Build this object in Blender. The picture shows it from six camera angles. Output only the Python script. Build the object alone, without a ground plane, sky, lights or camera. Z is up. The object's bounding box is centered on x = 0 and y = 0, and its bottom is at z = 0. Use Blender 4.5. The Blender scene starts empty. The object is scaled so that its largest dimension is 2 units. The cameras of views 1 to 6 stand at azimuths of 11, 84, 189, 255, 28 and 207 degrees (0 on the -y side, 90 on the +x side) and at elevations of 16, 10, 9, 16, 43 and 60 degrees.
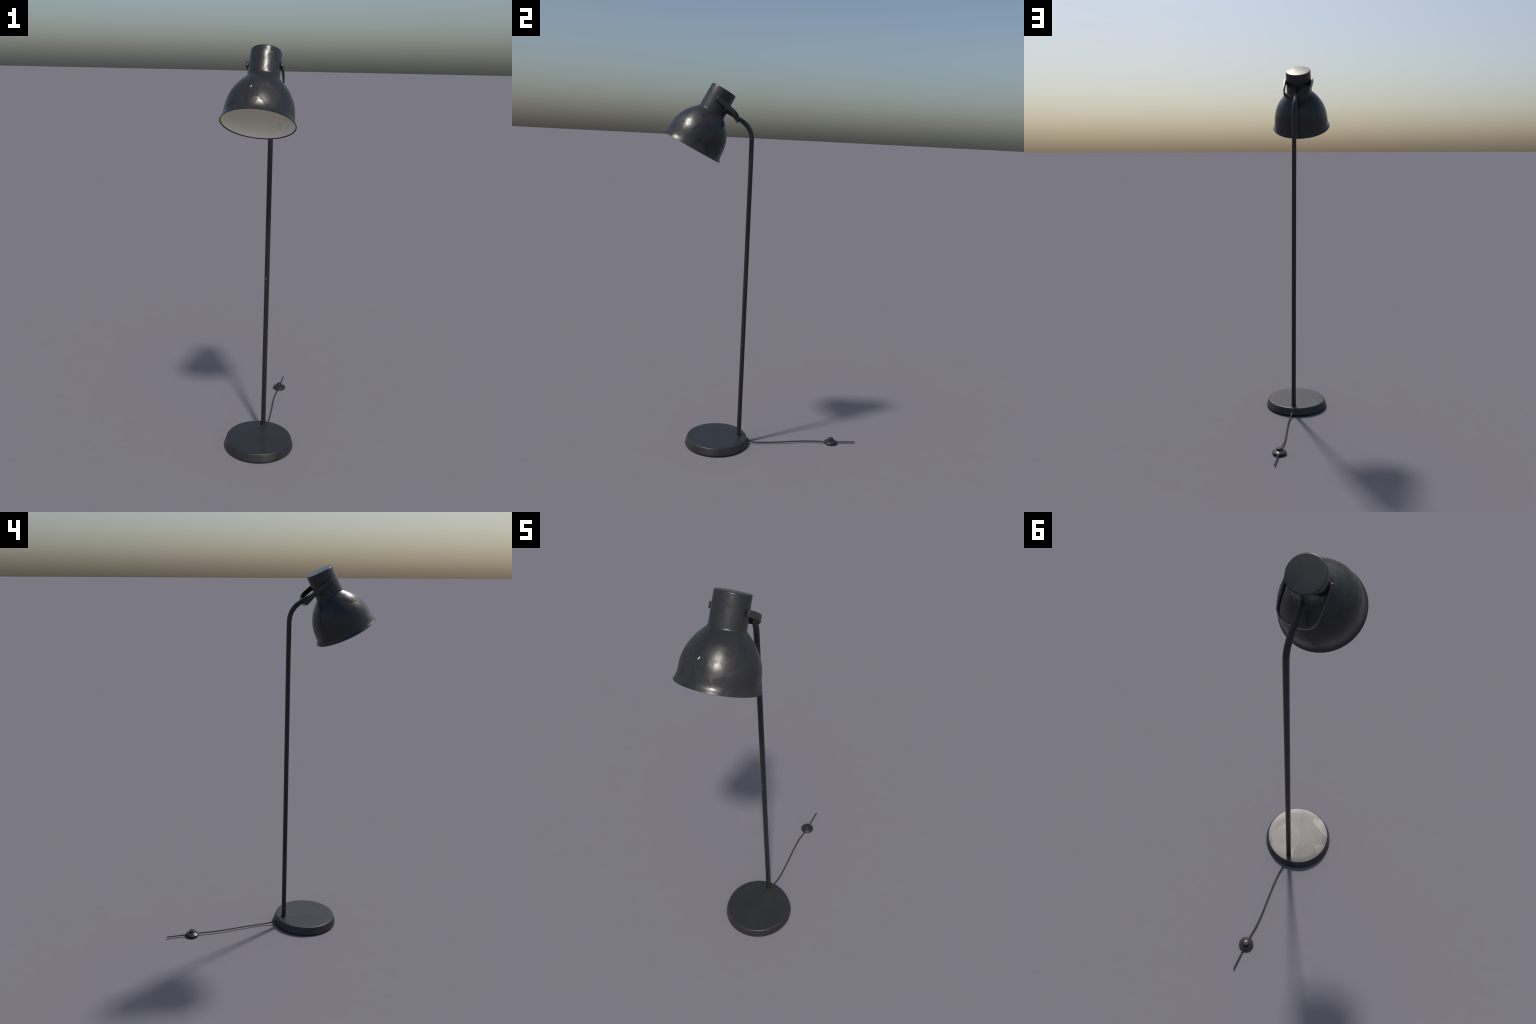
import bpy, math
from mathutils import Vector, Matrix

# ---------------------------------------------------------------- helpers
def catmull(points, per_segment):
    """Smooth curve through control points (any dimension, centripetal-free)."""
    P = [Vector(p) for p in points]
    P = [2 * P[0] - P[1]] + P + [2 * P[-1] - P[-2]]
    out = []
    for i in range(1, len(P) - 2):
        a, b, c, d = P[i - 1], P[i], P[i + 1], P[i + 2]
        # non-uniform tangents keep unevenly spaced points from overshooting
        t0, t1, t2 = max((b - a).length, 1e-9), max((c - b).length, 1e-9), max((d - c).length, 1e-9)
        m1 = ((b - a) / t0 - (c - a) / (t0 + t1) + (c - b) / t1) * t1
        m2 = ((c - b) / t1 - (d - b) / (t1 + t2) + (d - c) / t2) * t1
        for k in range(per_segment):
            s = k / per_segment
            out.append((2*s**3 - 3*s**2 + 1) * b + (s**3 - 2*s**2 + s) * m1
                       + (-2*s**3 + 3*s**2) * c + (s**3 - s**2) * m2)
    out.append(P[-2].copy())
    return out

def fillet(points, radii, steps=6):
    """Polyline of 2D points with each inner corner rounded by its radius."""
    P = [Vector(p) for p in points]
    out = [P[0]]
    for i in range(1, len(P) - 1):
        r = radii[i - 1]
        if r <= 0:
            out.append(P[i]); continue
        u, w = (P[i-1] - P[i]), (P[i+1] - P[i])
        r = min(r, 0.49 * u.length, 0.49 * w.length)
        A, B = P[i] + u.normalized() * r, P[i] + w.normalized() * r
        for k in range(steps + 1):
            s = k / steps
            out.append((1-s)**2 * A + 2*s*(1-s) * P[i] + s*s * B)
    out.append(P[-1])
    return out

def new_object(name, verts, faces, material, parent=None, smooth_angle=40):
    me = bpy.data.meshes.new(name)
    me.from_pydata([tuple(v) for v in verts], [], faces)
    me.update()
    me.materials.append(material)
    ob = bpy.data.objects.new(name, me)
    bpy.context.scene.collection.objects.link(ob)
    if parent:
        ob.parent = parent
    for p in me.polygons:
        p.use_smooth = True
    me.set_sharp_from_angle(angle=math.radians(smooth_angle))
    return ob

def revolve(profile, segments, frame=Matrix.Identity(4), closed=False):
    """Turn (radius, height) points about the frame's z axis."""
    verts, faces, rings = [], [], []
    for r, h in profile:
        if r < 1e-6:
            rings.append([len(verts)]); verts.append(frame @ Vector((0, 0, h)))
        else:
            ring = []
            for k in range(segments):
                a = 2 * math.pi * k / segments
                ring.append(len(verts))
                verts.append(frame @ Vector((r * math.cos(a), r * math.sin(a), h)))
            rings.append(ring)
    pairs = list(zip(rings, rings[1:])) + ([(rings[-1], rings[0])] if closed else [])
    for A, B in pairs:
        for k in range(segments):
            n = (k + 1) % segments
            if len(A) == 1 and len(B) == 1: continue
            if len(A) == 1: faces.append((A[0], B[n], B[k]))
            elif len(B) == 1: faces.append((A[k], A[n], B[0]))
            else: faces.append((A[k], A[n], B[n], B[k]))
    return verts, faces

def tube(path, radii, segments=24, side=Vector((1, 0, 0))):
    verts, faces, n = [], [], len(path)
    for i, p in enumerate(path):
        t = (path[min(i + 1, n - 1)] - path[max(i - 1, 0)]).normalized()
        a = (side - t * side.dot(t)).normalized()
        b = t.cross(a)
        for k in range(segments):
            w = 2 * math.pi * k / segments
            verts.append(p + radii[i] * (math.cos(w) * a + math.sin(w) * b))
    for i in range(n - 1):
        for k in range(segments):
            q = (k + 1) % segments
            faces.append((i*segments + k, i*segments + q, (i+1)*segments + q, (i+1)*segments + k))
    faces.append(tuple(reversed(range(segments))))
    faces.append(tuple((n-1)*segments + k for k in range(segments)))
    return verts, faces

# ---------------------------------------------------------------- materials
def base_nodes(name):
    m = bpy.data.materials.new(name); m.use_nodes = True
    nt = m.node_tree
    return m, nt, nt.nodes["Principled BSDF"], nt.nodes.new("ShaderNodeTexCoord")

def link(nt, a, b): nt.links.new(a, b)

def noise(nt, co, scale, detail=3, rough=.5, stretch=None, distortion=0.0):
    if stretch:
        mp = nt.nodes.new("ShaderNodeMapping"); mp.inputs["Scale"].default_value = stretch
        link(nt, co, mp.inputs["Vector"]); co = mp.outputs["Vector"]
    n = nt.nodes.new("ShaderNodeTexNoise")
    n.inputs["Scale"].default_value = scale; n.inputs["Detail"].default_value = detail
    n.inputs["Roughness"].default_value = rough; n.inputs["Distortion"].default_value = distortion
    link(nt, co, n.inputs["Vector"])
    return n.outputs["Fac"]

def remap(nt, v, a, b, c, d):
    r = nt.nodes.new("ShaderNodeMapRange")
    for k, x in zip(("From Min", "From Max", "To Min", "To Max"), (a, b, c, d)):
        r.inputs[k].default_value = x
    link(nt, v, r.inputs["Value"])
    return r.outputs["Result"]

def mix_colour(nt, fac, A, B):
    m = nt.nodes.new("ShaderNodeMix"); m.data_type = 'RGBA'
    link(nt, fac, m.inputs["Factor"])
    for sock, v in ((m.inputs[6], A), (m.inputs[7], B)):
        if isinstance(v, tuple): sock.default_value = (*v, 1)
        else: link(nt, v, sock)
    return m.outputs[2]

def spot(nt, co, centre, radius, stretch=(1, 1, 1)):
    """1 inside a small ragged ellipsoid around a point, 0 outside."""
    mp = nt.nodes.new("ShaderNodeMapping"); mp.vector_type = 'TEXTURE'
    mp.inputs["Location"].default_value = centre
    mp.inputs["Scale"].default_value = stretch
    link(nt, co, mp.inputs["Vector"])
    ln = nt.nodes.new("ShaderNodeVectorMath"); ln.operation = 'LENGTH'
    link(nt, mp.outputs["Vector"], ln.inputs[0])
    return remap(nt, ln.outputs["Value"], radius * 1.25, radius * .8, 0, 1)

def paint(name, colour, rough, rough_var, chips=(), bump=.05, specular=.5, blotch_scale=9, facet=0, facet_scale=10, facet_warp=.09, facet_soft=.12, grain=.02):
    """Charcoal enamel with uneven roughness and tilted normals shaping blotchy sun highlights, and the odd chip."""
    m, nt, bs, tc = base_nodes(name)
    co = tc.outputs["Object"]
    broad = noise(nt, co, blotch_scale, 5, .65, distortion=.6)
    streak = noise(nt, co, 30, 4, .6, stretch=(1.6, .7, .45))
    dark = tuple(c * .88 for c in colour); light = tuple(c * 1.12 for c in colour)
    col = mix_colour(nt, remap(nt, broad, .35, .65, 0, 1), dark, light)
    for c, r, st, amount in chips:
        mask = remap(nt, spot(nt, co, c, r, st), 0, 1, 0, amount)
        col = mix_colour(nt, mask, col, (.80, .79, .76))
    link(nt, col, bs.inputs["Base Color"])
    add = nt.nodes.new("ShaderNodeMath"); add.operation = 'ADD'
    link(nt, remap(nt, broad, .3, .7, rough - rough_var, rough + rough_var), add.inputs[0])
    link(nt, remap(nt, streak, .3, .7, -rough_var * .6, rough_var * .6), add.inputs[1])
    link(nt, add.outputs[0], bs.inputs["Roughness"])
    bs.inputs["Specular IOR Level"].default_value = specular
    b1 = nt.nodes.new("ShaderNodeBump"); b1.inputs["Strength"].default_value = bump
    b1.inputs["Distance"].default_value = .01
    link(nt, noise(nt, co, blotch_scale * 1.8, 2, .5, distortion=.5), b1.inputs["Height"])
    b2 = nt.nodes.new("ShaderNodeBump"); b2.inputs["Strength"].default_value = grain
    b2.inputs["Distance"].default_value = .002
    link(nt, noise(nt, co, 160, 2, .5), b2.inputs["Height"]); link(nt, b1.outputs["Normal"], b2.inputs["Normal"])
    nrm = b2.outputs["Normal"]
    if facet:
        # normals lean cell by cell to draw faceted edges in the glints
        warp = nt.nodes.new("ShaderNodeTexNoise"); warp.inputs["Scale"].default_value = facet_scale * .8
        link(nt, co, warp.inputs["Vector"])
        mixv = nt.nodes.new("ShaderNodeVectorMath"); mixv.operation = 'MULTIPLY_ADD'
        link(nt, warp.outputs["Color"], mixv.inputs[0])
        mixv.inputs[1].default_value = (facet_warp,) * 3; link(nt, co, mixv.inputs[2])
        vo = nt.nodes.new("ShaderNodeTexVoronoi"); vo.feature = 'SMOOTH_F1'
        vo.inputs["Scale"].default_value = facet_scale; vo.inputs["Smoothness"].default_value = facet_soft if facet_warp else .03
        link(nt, mixv.outputs[0], vo.inputs["Vector"])
        lean = nt.nodes.new("ShaderNodeVectorMath"); lean.operation = 'SUBTRACT'
        link(nt, vo.outputs["Color"], lean.inputs[0]); lean.inputs[1].default_value = (.5, .5, .5)
        tilt = nt.nodes.new("ShaderNodeVectorMath"); tilt.operation = 'MULTIPLY_ADD'
        link(nt, lean.outputs[0], tilt.inputs[0]); tilt.inputs[1].default_value = (facet,) * 3
        link(nt, nrm, tilt.inputs[2])
        unit = nt.nodes.new("ShaderNodeVectorMath"); unit.operation = 'NORMALIZE'
        link(nt, tilt.outputs[0], unit.inputs[0]); nrm = unit.outputs[0]
    link(nt, nrm, bs.inputs["Normal"])
    return m

CHARCOAL = (.0205, .0203, .0206)
# one long chip in the enamel of the bell, laid out as overlapping flecks along its length
CHIP_A, CHIP_B = Vector((-.0192, -.5055, 1.8227)), Vector((-.0133, -.4975, 1.8311))
bell_chip = [(tuple(CHIP_A.lerp(CHIP_B, k / 6)), r, (1, 1, 1), 1)
             for k, r in zip(range(7), (.0010, .0016, .0020, .0021, .0019, .0015, .0009))]
shade_paint = paint("charcoal_enamel_shade", CHARCOAL, .315, .085, bump=.11, blotch_scale=14, facet=.12, facet_scale=15, grain=.01,
                    chips=bell_chip + [((.0016, -.5339, 1.7889), .0013, (1, 1, 1), .1)])
base_paint = paint("charcoal_enamel_base", CHARCOAL, .38, .025, bump=.015, blotch_scale=6, facet=.035, facet_scale=8, facet_warp=0, grain=.01)
base_side_paint = paint("charcoal_enamel_base_side", CHARCOAL, .36, .05, bump=.03, blotch_scale=9, facet=.34, facet_scale=15, facet_warp=.05, facet_soft=.9, grain=.01)
cap_paint = paint("charcoal_enamel_cap", CHARCOAL, .295, .025, bump=.02, blotch_scale=8, facet=.045, facet_scale=13, facet_warp=0, grain=.005)
pole_paint = paint("charcoal_enamel_pole", (.0135, .0136, .0140), .42, .05, bump=.03,
                   chips=[((-.0014, -.121, .8754), .0014, (1, 1, 2.4), .55), ((-.0032, -.121, .8431), .0013, (1, 1, 2.4), .3),
                          ((.0112, -.114, .588), .0013, (1, 1, 2.6), .2), ((.0108, -.114, .472), .0013, (1, 1, 2.6), .15)])
strap_paint = paint("charcoal_enamel_bracket", CHARCOAL, .31, .05, bump=.08)
plastic = paint("black_plastic", (.019, .0192, .020), .31, .05, bump=.05, facet=.15, facet_scale=45)
cord_skin = paint("black_cord_sheath", (.020, .020, .0205), .4, .03, bump=.05)

def lining_material():
    m, nt, bs, tc = base_nodes("cream_lining")
    co = tc.outputs["Object"]
    col = mix_colour(nt, remap(nt, noise(nt, co, 6, 4, .6), .3, .7, 0, 1), (.965, .94, .775), (.98, .965, .85))  # cream lightened almost to white to lift the shaded inside of the bell
    marks = remap(nt, noise(nt, co, 55, 3, .6), .66, .78, 0, .22)
    col = mix_colour(nt, marks, col, (.45, .45, .41))
    for c, r, amount in (((.0944, -.2871, 1.6784), .0014, .6), ((-.1005, -.296, 1.6689), .0016, .35),
                         ((-.0804, -.2807, 1.6669), .0014, .3), ((-.011, -.2705, 1.6315), .0018, .35),
                         ((-.0019, -.275, 1.6188), .0012, .25), ((.0155, -.2748, 1.6218), .0012, .25)):
        col = mix_colour(nt, remap(nt, spot(nt, co, c, r), 0, 1, 0, amount), col, (.16, .16, .15))
    # little rectangular seam of a tab pressed through the wall
    sep = nt.nodes.new("ShaderNodeSeparateXYZ"); link(nt, co, sep.inputs[0])
    def edge(sock, centre, half):
        d = nt.nodes.new("ShaderNodeMath"); d.operation = 'SUBTRACT'; link(nt, sock, d.inputs[0]); d.inputs[1].default_value = centre
        a = nt.nodes.new("ShaderNodeMath"); a.operation = 'ABSOLUTE'; link(nt, d.outputs[0], a.inputs[0])
        h = nt.nodes.new("ShaderNodeMath"); h.operation = 'SUBTRACT'; link(nt, a.outputs[0], h.inputs[0]); h.inputs[1].default_value = half
        return h.outputs[0]
    box = nt.nodes.new("ShaderNodeMath"); box.operation = 'MAXIMUM'
    link(nt, edge(sep.outputs["X"], .0700, .0060), box.inputs[0]); link(nt, edge(sep.outputs["Z"], 1.6520, .0100), box.inputs[1])
    ab = nt.nodes.new("ShaderNodeMath"); ab.operation = 'ABSOLUTE'; link(nt, box.outputs[0], ab.inputs[0])
    line = remap(nt, ab.outputs[0], .0012, .0003, 0, .38)
    rear = remap(nt, sep.outputs["Y"], -.34, -.33, 0, 1)
    both = nt.nodes.new("ShaderNodeMath"); both.operation = 'MULTIPLY'; link(nt, line, both.inputs[0]); link(nt, rear, both.inputs[1])
    col = mix_colour(nt, both.outputs[0], col, (.25, .24, .20))
    link(nt, col, bs.inputs["Base Color"])
    bs.inputs["Roughness"].default_value = .5
    return m
lining_paint = lining_material()

# ---------------------------------------------------------------- the lamp
lamp = bpy.data.objects.new("floor_lamp", None)
lamp.empty_display_size = .1
lamp.location = (0, 0, 0)
bpy.context.scene.collection.objects.link(lamp)
lamp["label"] = "charcoal metal floor lamp with tilted dome shade and foot switch"
lamp["category"] = "floor lamp"

# --- round foot plate, sides sloping out to a softly turned-in bottom edge
BASE_C = Vector((0, -.2354, 0))
foot = fillet([(0, 0), (.1745, 0), (.1797, .006), (.1675, .0450), (0, .0450)], [.003, .005, .0045], 6)
foot_profile = []
for a, b in zip(foot, foot[1:]):                      # extra rings on the flat top and bottom
    n = 5 if (b - a).length > .05 else 1
    foot_profile += [a.lerp(b, k / n) for k in range(n)]
foot_profile.append(foot[-1])
v, f = revolve([(p.x, p.y) for p in foot_profile], 128, Matrix.Translation(BASE_C))
base = new_object("base", v, f, base_paint, lamp, 35)
base.data.materials.append(base_side_paint)
for p in base.data.polygons:
    p.material_index = 1 if abs(p.normal.z) < .6 else 0

# --- bent tubular pole, slimmer where it enters the lamp head
pole_y = -.1088
pole_spine = catmull([(0, pole_y, .0435), (0, pole_y, .0455), (0, pole_y, .048), (0, pole_y, .06), (0, pole_y, .5), (0, pole_y, 1.2),
                      (0, -.1091, 1.65), (0, -.1094, 1.70), (0, -.1110, 1.733), (0, -.1168, 1.757), (0, -.1275, 1.7775),
                      (0, -.1430, 1.796), (0, -.1615, 1.8105), (0, -.1805, 1.8225), (0, -.1990, 1.8332),
                      (0, -.2200, 1.8440), (0, -.2520, 1.8600)], 6)
def pole_radius(p):
    if p.z < .048: return .0123 + .0026 * ((.048 - p.z) / .0045) ** 2
    if p.y < -.15: return .0123 - .0030 * min(1, (-.15 - p.y) / .07)
    return .0123
v, f = tube(pole_spine, [pole_radius(p) for p in pole_spine], 32)
pole = new_object("pole", v, f, pole_paint, lamp, 50)

# --- lamp head: axis leans back, the mouth points down and forward
AXIS = Vector((0, .527, 1)).normalized()
SIDE = Vector((1, 0, 0))
BACK = AXIS.cross(SIDE)                                # completes a right-handed frame
MOUTH = Vector((0, -.4237, 1.6673))
HEAD = Matrix((( SIDE.x, BACK.x, AXIS.x, MOUTH.x), (SIDE.y, BACK.y, AXIS.y, MOUTH.y),
               (SIDE.z, BACK.z, AXIS.z, MOUTH.z), (0, 0, 0, 1)))
# (distance from mouth, radius): flared lip, bell, neck crease, can
bell = [(.0006, .1674), (.004, .1655), (.0085, .1628), (.014, .1601), (.0205, .1581), (.032, .1563), (.052, .1546),
        (.0735, .1523), (.093, .1482), (.1185, .1396), (.144, .1268), (.167, .1115), (.187, .0945), (.199, .0827),
        (.206, .0755)]
bell_curve = [Vector((p.y + .0006, p.x)) for p in catmull(bell, 4)]
can = fillet([(.0761, .206), (.0721, .2115), (.0703, .3410), (0, .3415)], [.0035, .006], 6)
outer = bell_curve + can[1:]
def inset(profile, d):
    out = []
    for i, p in enumerate(profile):
        t = (profile[min(i+1, len(profile)-1)] - profile[max(i-1, 0)]).normalized()
        out.append(Vector((max(p.x - t.y * d, 0), p.y + t.x * d)))
    return out
inner = inset(bell_curve, .0016)
shell = [(p.x, p.y) for p in reversed(outer)] + [(.1674, -.0002), (.1664, -.0006), (.1640, -.0006), (.1632, .0000), (.1628, .0012)] \
        + [(p.x, p.y) for p in inner[9:]] + [(.0695, .2105)]
def droop(verts):
    """The lip hangs a few millimetres lower at the front of the mouth."""
    out = []
    for p in verts:
        q = p - MOUTH
        t = q.dot(AXIS)
        front = .5 + .5 * max(-1, min(1, (q - AXIS * t).dot(BACK) / .16 * (-1 if BACK.y > 0 else 1)))
        out.append(p - AXIS * (.0042 * front * max(0, min(1, 1 - t / .022))))
    return out
v, f = revolve(shell, 128, HEAD)
v = droop(v)
shade = new_object("lampshade", v, f, shade_paint, lamp, 50)
shade.data.materials.append(cap_paint)
for p in shade.data.polygons:
    p.material_index = 1 if (p.center - MOUTH).dot(AXIS) > .3405 else 0
lining_curve = inset(bell_curve, .0036)[1:]
back_face = inset(bell_curve, .0020)[1:]
lining_profile = [(p.x, p.y) for p in back_face] + [(.066, .2085), (0, .2095), (0, .2060), (.064, .2050)] \
                 + [(p.x, p.y) for p in reversed(lining_curve)]
v, f = revolve(lining_profile, 128, HEAD, closed=True)
v = droop(v)
lining = new_object("shade_lining", v, f, lining_paint, shade, 50)
# bulb holder on the reflector floor
holder = fillet([(0, .207), (.024, .207), (.024, .165), (.019, .160), (.014, .160), (.014, .195), (0, .195)],
                [.002, .003, .002, .001, .0], 4)
v, f = revolve([(p.x, p.y) for p in holder], 48, HEAD)
new_object("bulb_holder", v, f, lining_paint, shade, 40)

# --- flat strap bent into a yoke round the back of the can
half = [(0, -.1840, 1.8115), (.020, -.1842, 1.8117), (.036, -.1855, 1.8133), (.0495, -.1886, 1.8187), (.0605, -.1930, 1.8270),
        (.0680, -.1985, 1.8368), (.0718, -.2070, 1.8475), (.0733, -.2203, 1.8595), (.0745, -.2365, 1.8725),
        (.0765, -.2688, 1.8960), (.0776, -.3040, 1.9180)]
spine = catmull([(-x, y, z) for x, y, z in reversed(half[1:])] + half, 5)
first, last = spine[0], spine[-1]
out_a, out_b = (first - spine[1]).normalized(), (last - spine[-2]).normalized()
spine = [first + out_a * .0032, first + out_a * .0026, first + out_a * .0014] + spine + [last + out_b * .0014, last + out_b * .0026, last + out_b * .0032]
WIDTH, THICK = .0255, .0072
corner = [(sx * (WIDTH/2 - .0012 + .0012*cx), sy * (THICK/2 - .0012 + .0012*cy))
          for sx, sy, arc in ((1, 1, ((1, 0), (.7, .7), (0, 1))), (-1, 1, ((0, 1), (.7, .7), (1, 0))),
                              (-1, -1, ((1, 0), (.7, .7), (0, 1))), (1, -1, ((0, 1), (.7, .7), (1, 0))))
          for cx, cy in arc]
verts, faces, n, m = [], [], len(spine), len(corner)
ease = {0: .62, 1: .86, 2: .96}                         # rounded-over free ends
for i, p in enumerate(spine):
    t = (spine[min(i+1, n-1)] - spine[max(i-1, 0)]).normalized()
    # the band stands along the head axis; near its free ends it is cut square
    s = abs(p.x) and max(0, min(1, (-.215 - p.y) / .09))
    square = AXIS - t * AXIS.dot(t)
    w = AXIS.lerp(square.normalized(), s).normalized()
    face_n = t.cross(w).normalized()
    scale = ease.get(min(i, n - 1 - i), 1)
    thick = 1 + .6 * s                                   # the arms thicken toward their free ends
    for a, b in corner:
        verts.append(p + w * a * scale + face_n * b * scale * thick)
for i in range(n - 1):
    for k in range(m):
        q = (k + 1) % m
        faces.append((i*m + k, i*m + q, (i+1)*m + q, (i+1)*m + k))
faces.append(tuple(reversed(range(m)))); faces.append(tuple((n-1)*m + k for k in range(m)))
yoke = new_object("bracket", verts, faces, strap_paint, lamp, 50)
# pivot pins between the yoke arms and the can
pin_me = None
for sgn in (1, -1):
    frame = Matrix.Translation((sgn * .064, -.283, 1.9045)) @ Matrix.Rotation(sgn * math.pi/2, 4, 'Y')
    v, f = revolve([(0, 0), (.0075, 0), (.0075, .011), (0, .011)], 24, frame)
    new_object("pivot_pin", v, f, strap_paint, yoke, 40)

# --- mains cord lying behind the base, through a round foot switch
R_CORD = .0036
cord_spine = catmull([(.0030, -.0700, .0195), (.0030, -.0560, .0188), (.0042, -.0450, .0145), (.0060, -.0270, .0095),
                      (.0085, .0000, .0070), (.0088, .0250, .0066), (.0068, .0800, .0070), (.0020, .1500, .0076),
                      (-.0035, .2150, .0080), (-.0072, .2750, .0084), (-.0075, .3250, .0084), (-.0040, .3700, .0080),
                      (-.0012, .4000, .0074), (-.0010, .4300, .0070), (-.0008, .4700, .0068), (-.0005, .5200, .0070),
                      (-.0004, .5718, .0072)], 6)
v, f = tube(cord_spine, [R_CORD] * len(cord_spine), 16)
cord = new_object("power_cord", v, f, cord_skin, lamp, 50)
v, f = revolve([(0, 0), (.0055, 0), (.0055, .004), (.004, .006), (0, .006)], 20,
               Matrix.Translation((.003, -.0605, .0192)) @ Matrix.Rotation(-math.pi/2, 4, 'X'))
new_object("cord_grommet", v, f, plastic, cord, 40)

SWITCH = Matrix.Translation((-.0015, .4290, 0))
dish = catmull([(.0340, .0006), (.0362, .0030), (.0370, .0065), (.0360, .0100), (.0320, .0128), (.0260, .0156),
                (.0200, .0182), (.0165, .0200)], 4)
v, f = revolve([(0, .0002), (.031, .0002)] + [(p.x, p.y) for p in dish] + [(0, .0205)], 64, SWITCH)
switch = new_object("foot_switch", v, f, plastic, lamp, 45)
knob = fillet([(0, .018), (.0168, .018), (.0146, .0320), (0, .0325)], [.001, .0035], 6)
v, f = revolve([(p.x, p.y) for p in knob], 48, SWITCH)
new_object("switch_button", v, f, plastic, switch, 45)
for y, d in ((.3935, -1), (.4645, 1)):
    v, f = revolve([(0, -.006), (.0048, -.006), (.0046, .004), (.0036, .0055), (0, .0055)], 20,
                   Matrix.Translation((-.001, y, .0074)) @ Matrix.Rotation(-d * math.pi/2, 4, 'X'))
    new_object("cord_sleeve", v, f, plastic, switch, 40)

# face normals outward everywhere
import bmesh
for ob in list(bpy.context.scene.objects):
    if ob.type == 'MESH':
        bm = bmesh.new(); bm.from_mesh(ob.data)
        bmesh.ops.remove_doubles(bm, verts=bm.verts, dist=1e-6)
        bmesh.ops.recalc_face_normals(bm, faces=bm.faces)
        bm.to_mesh(ob.data); bm.free()
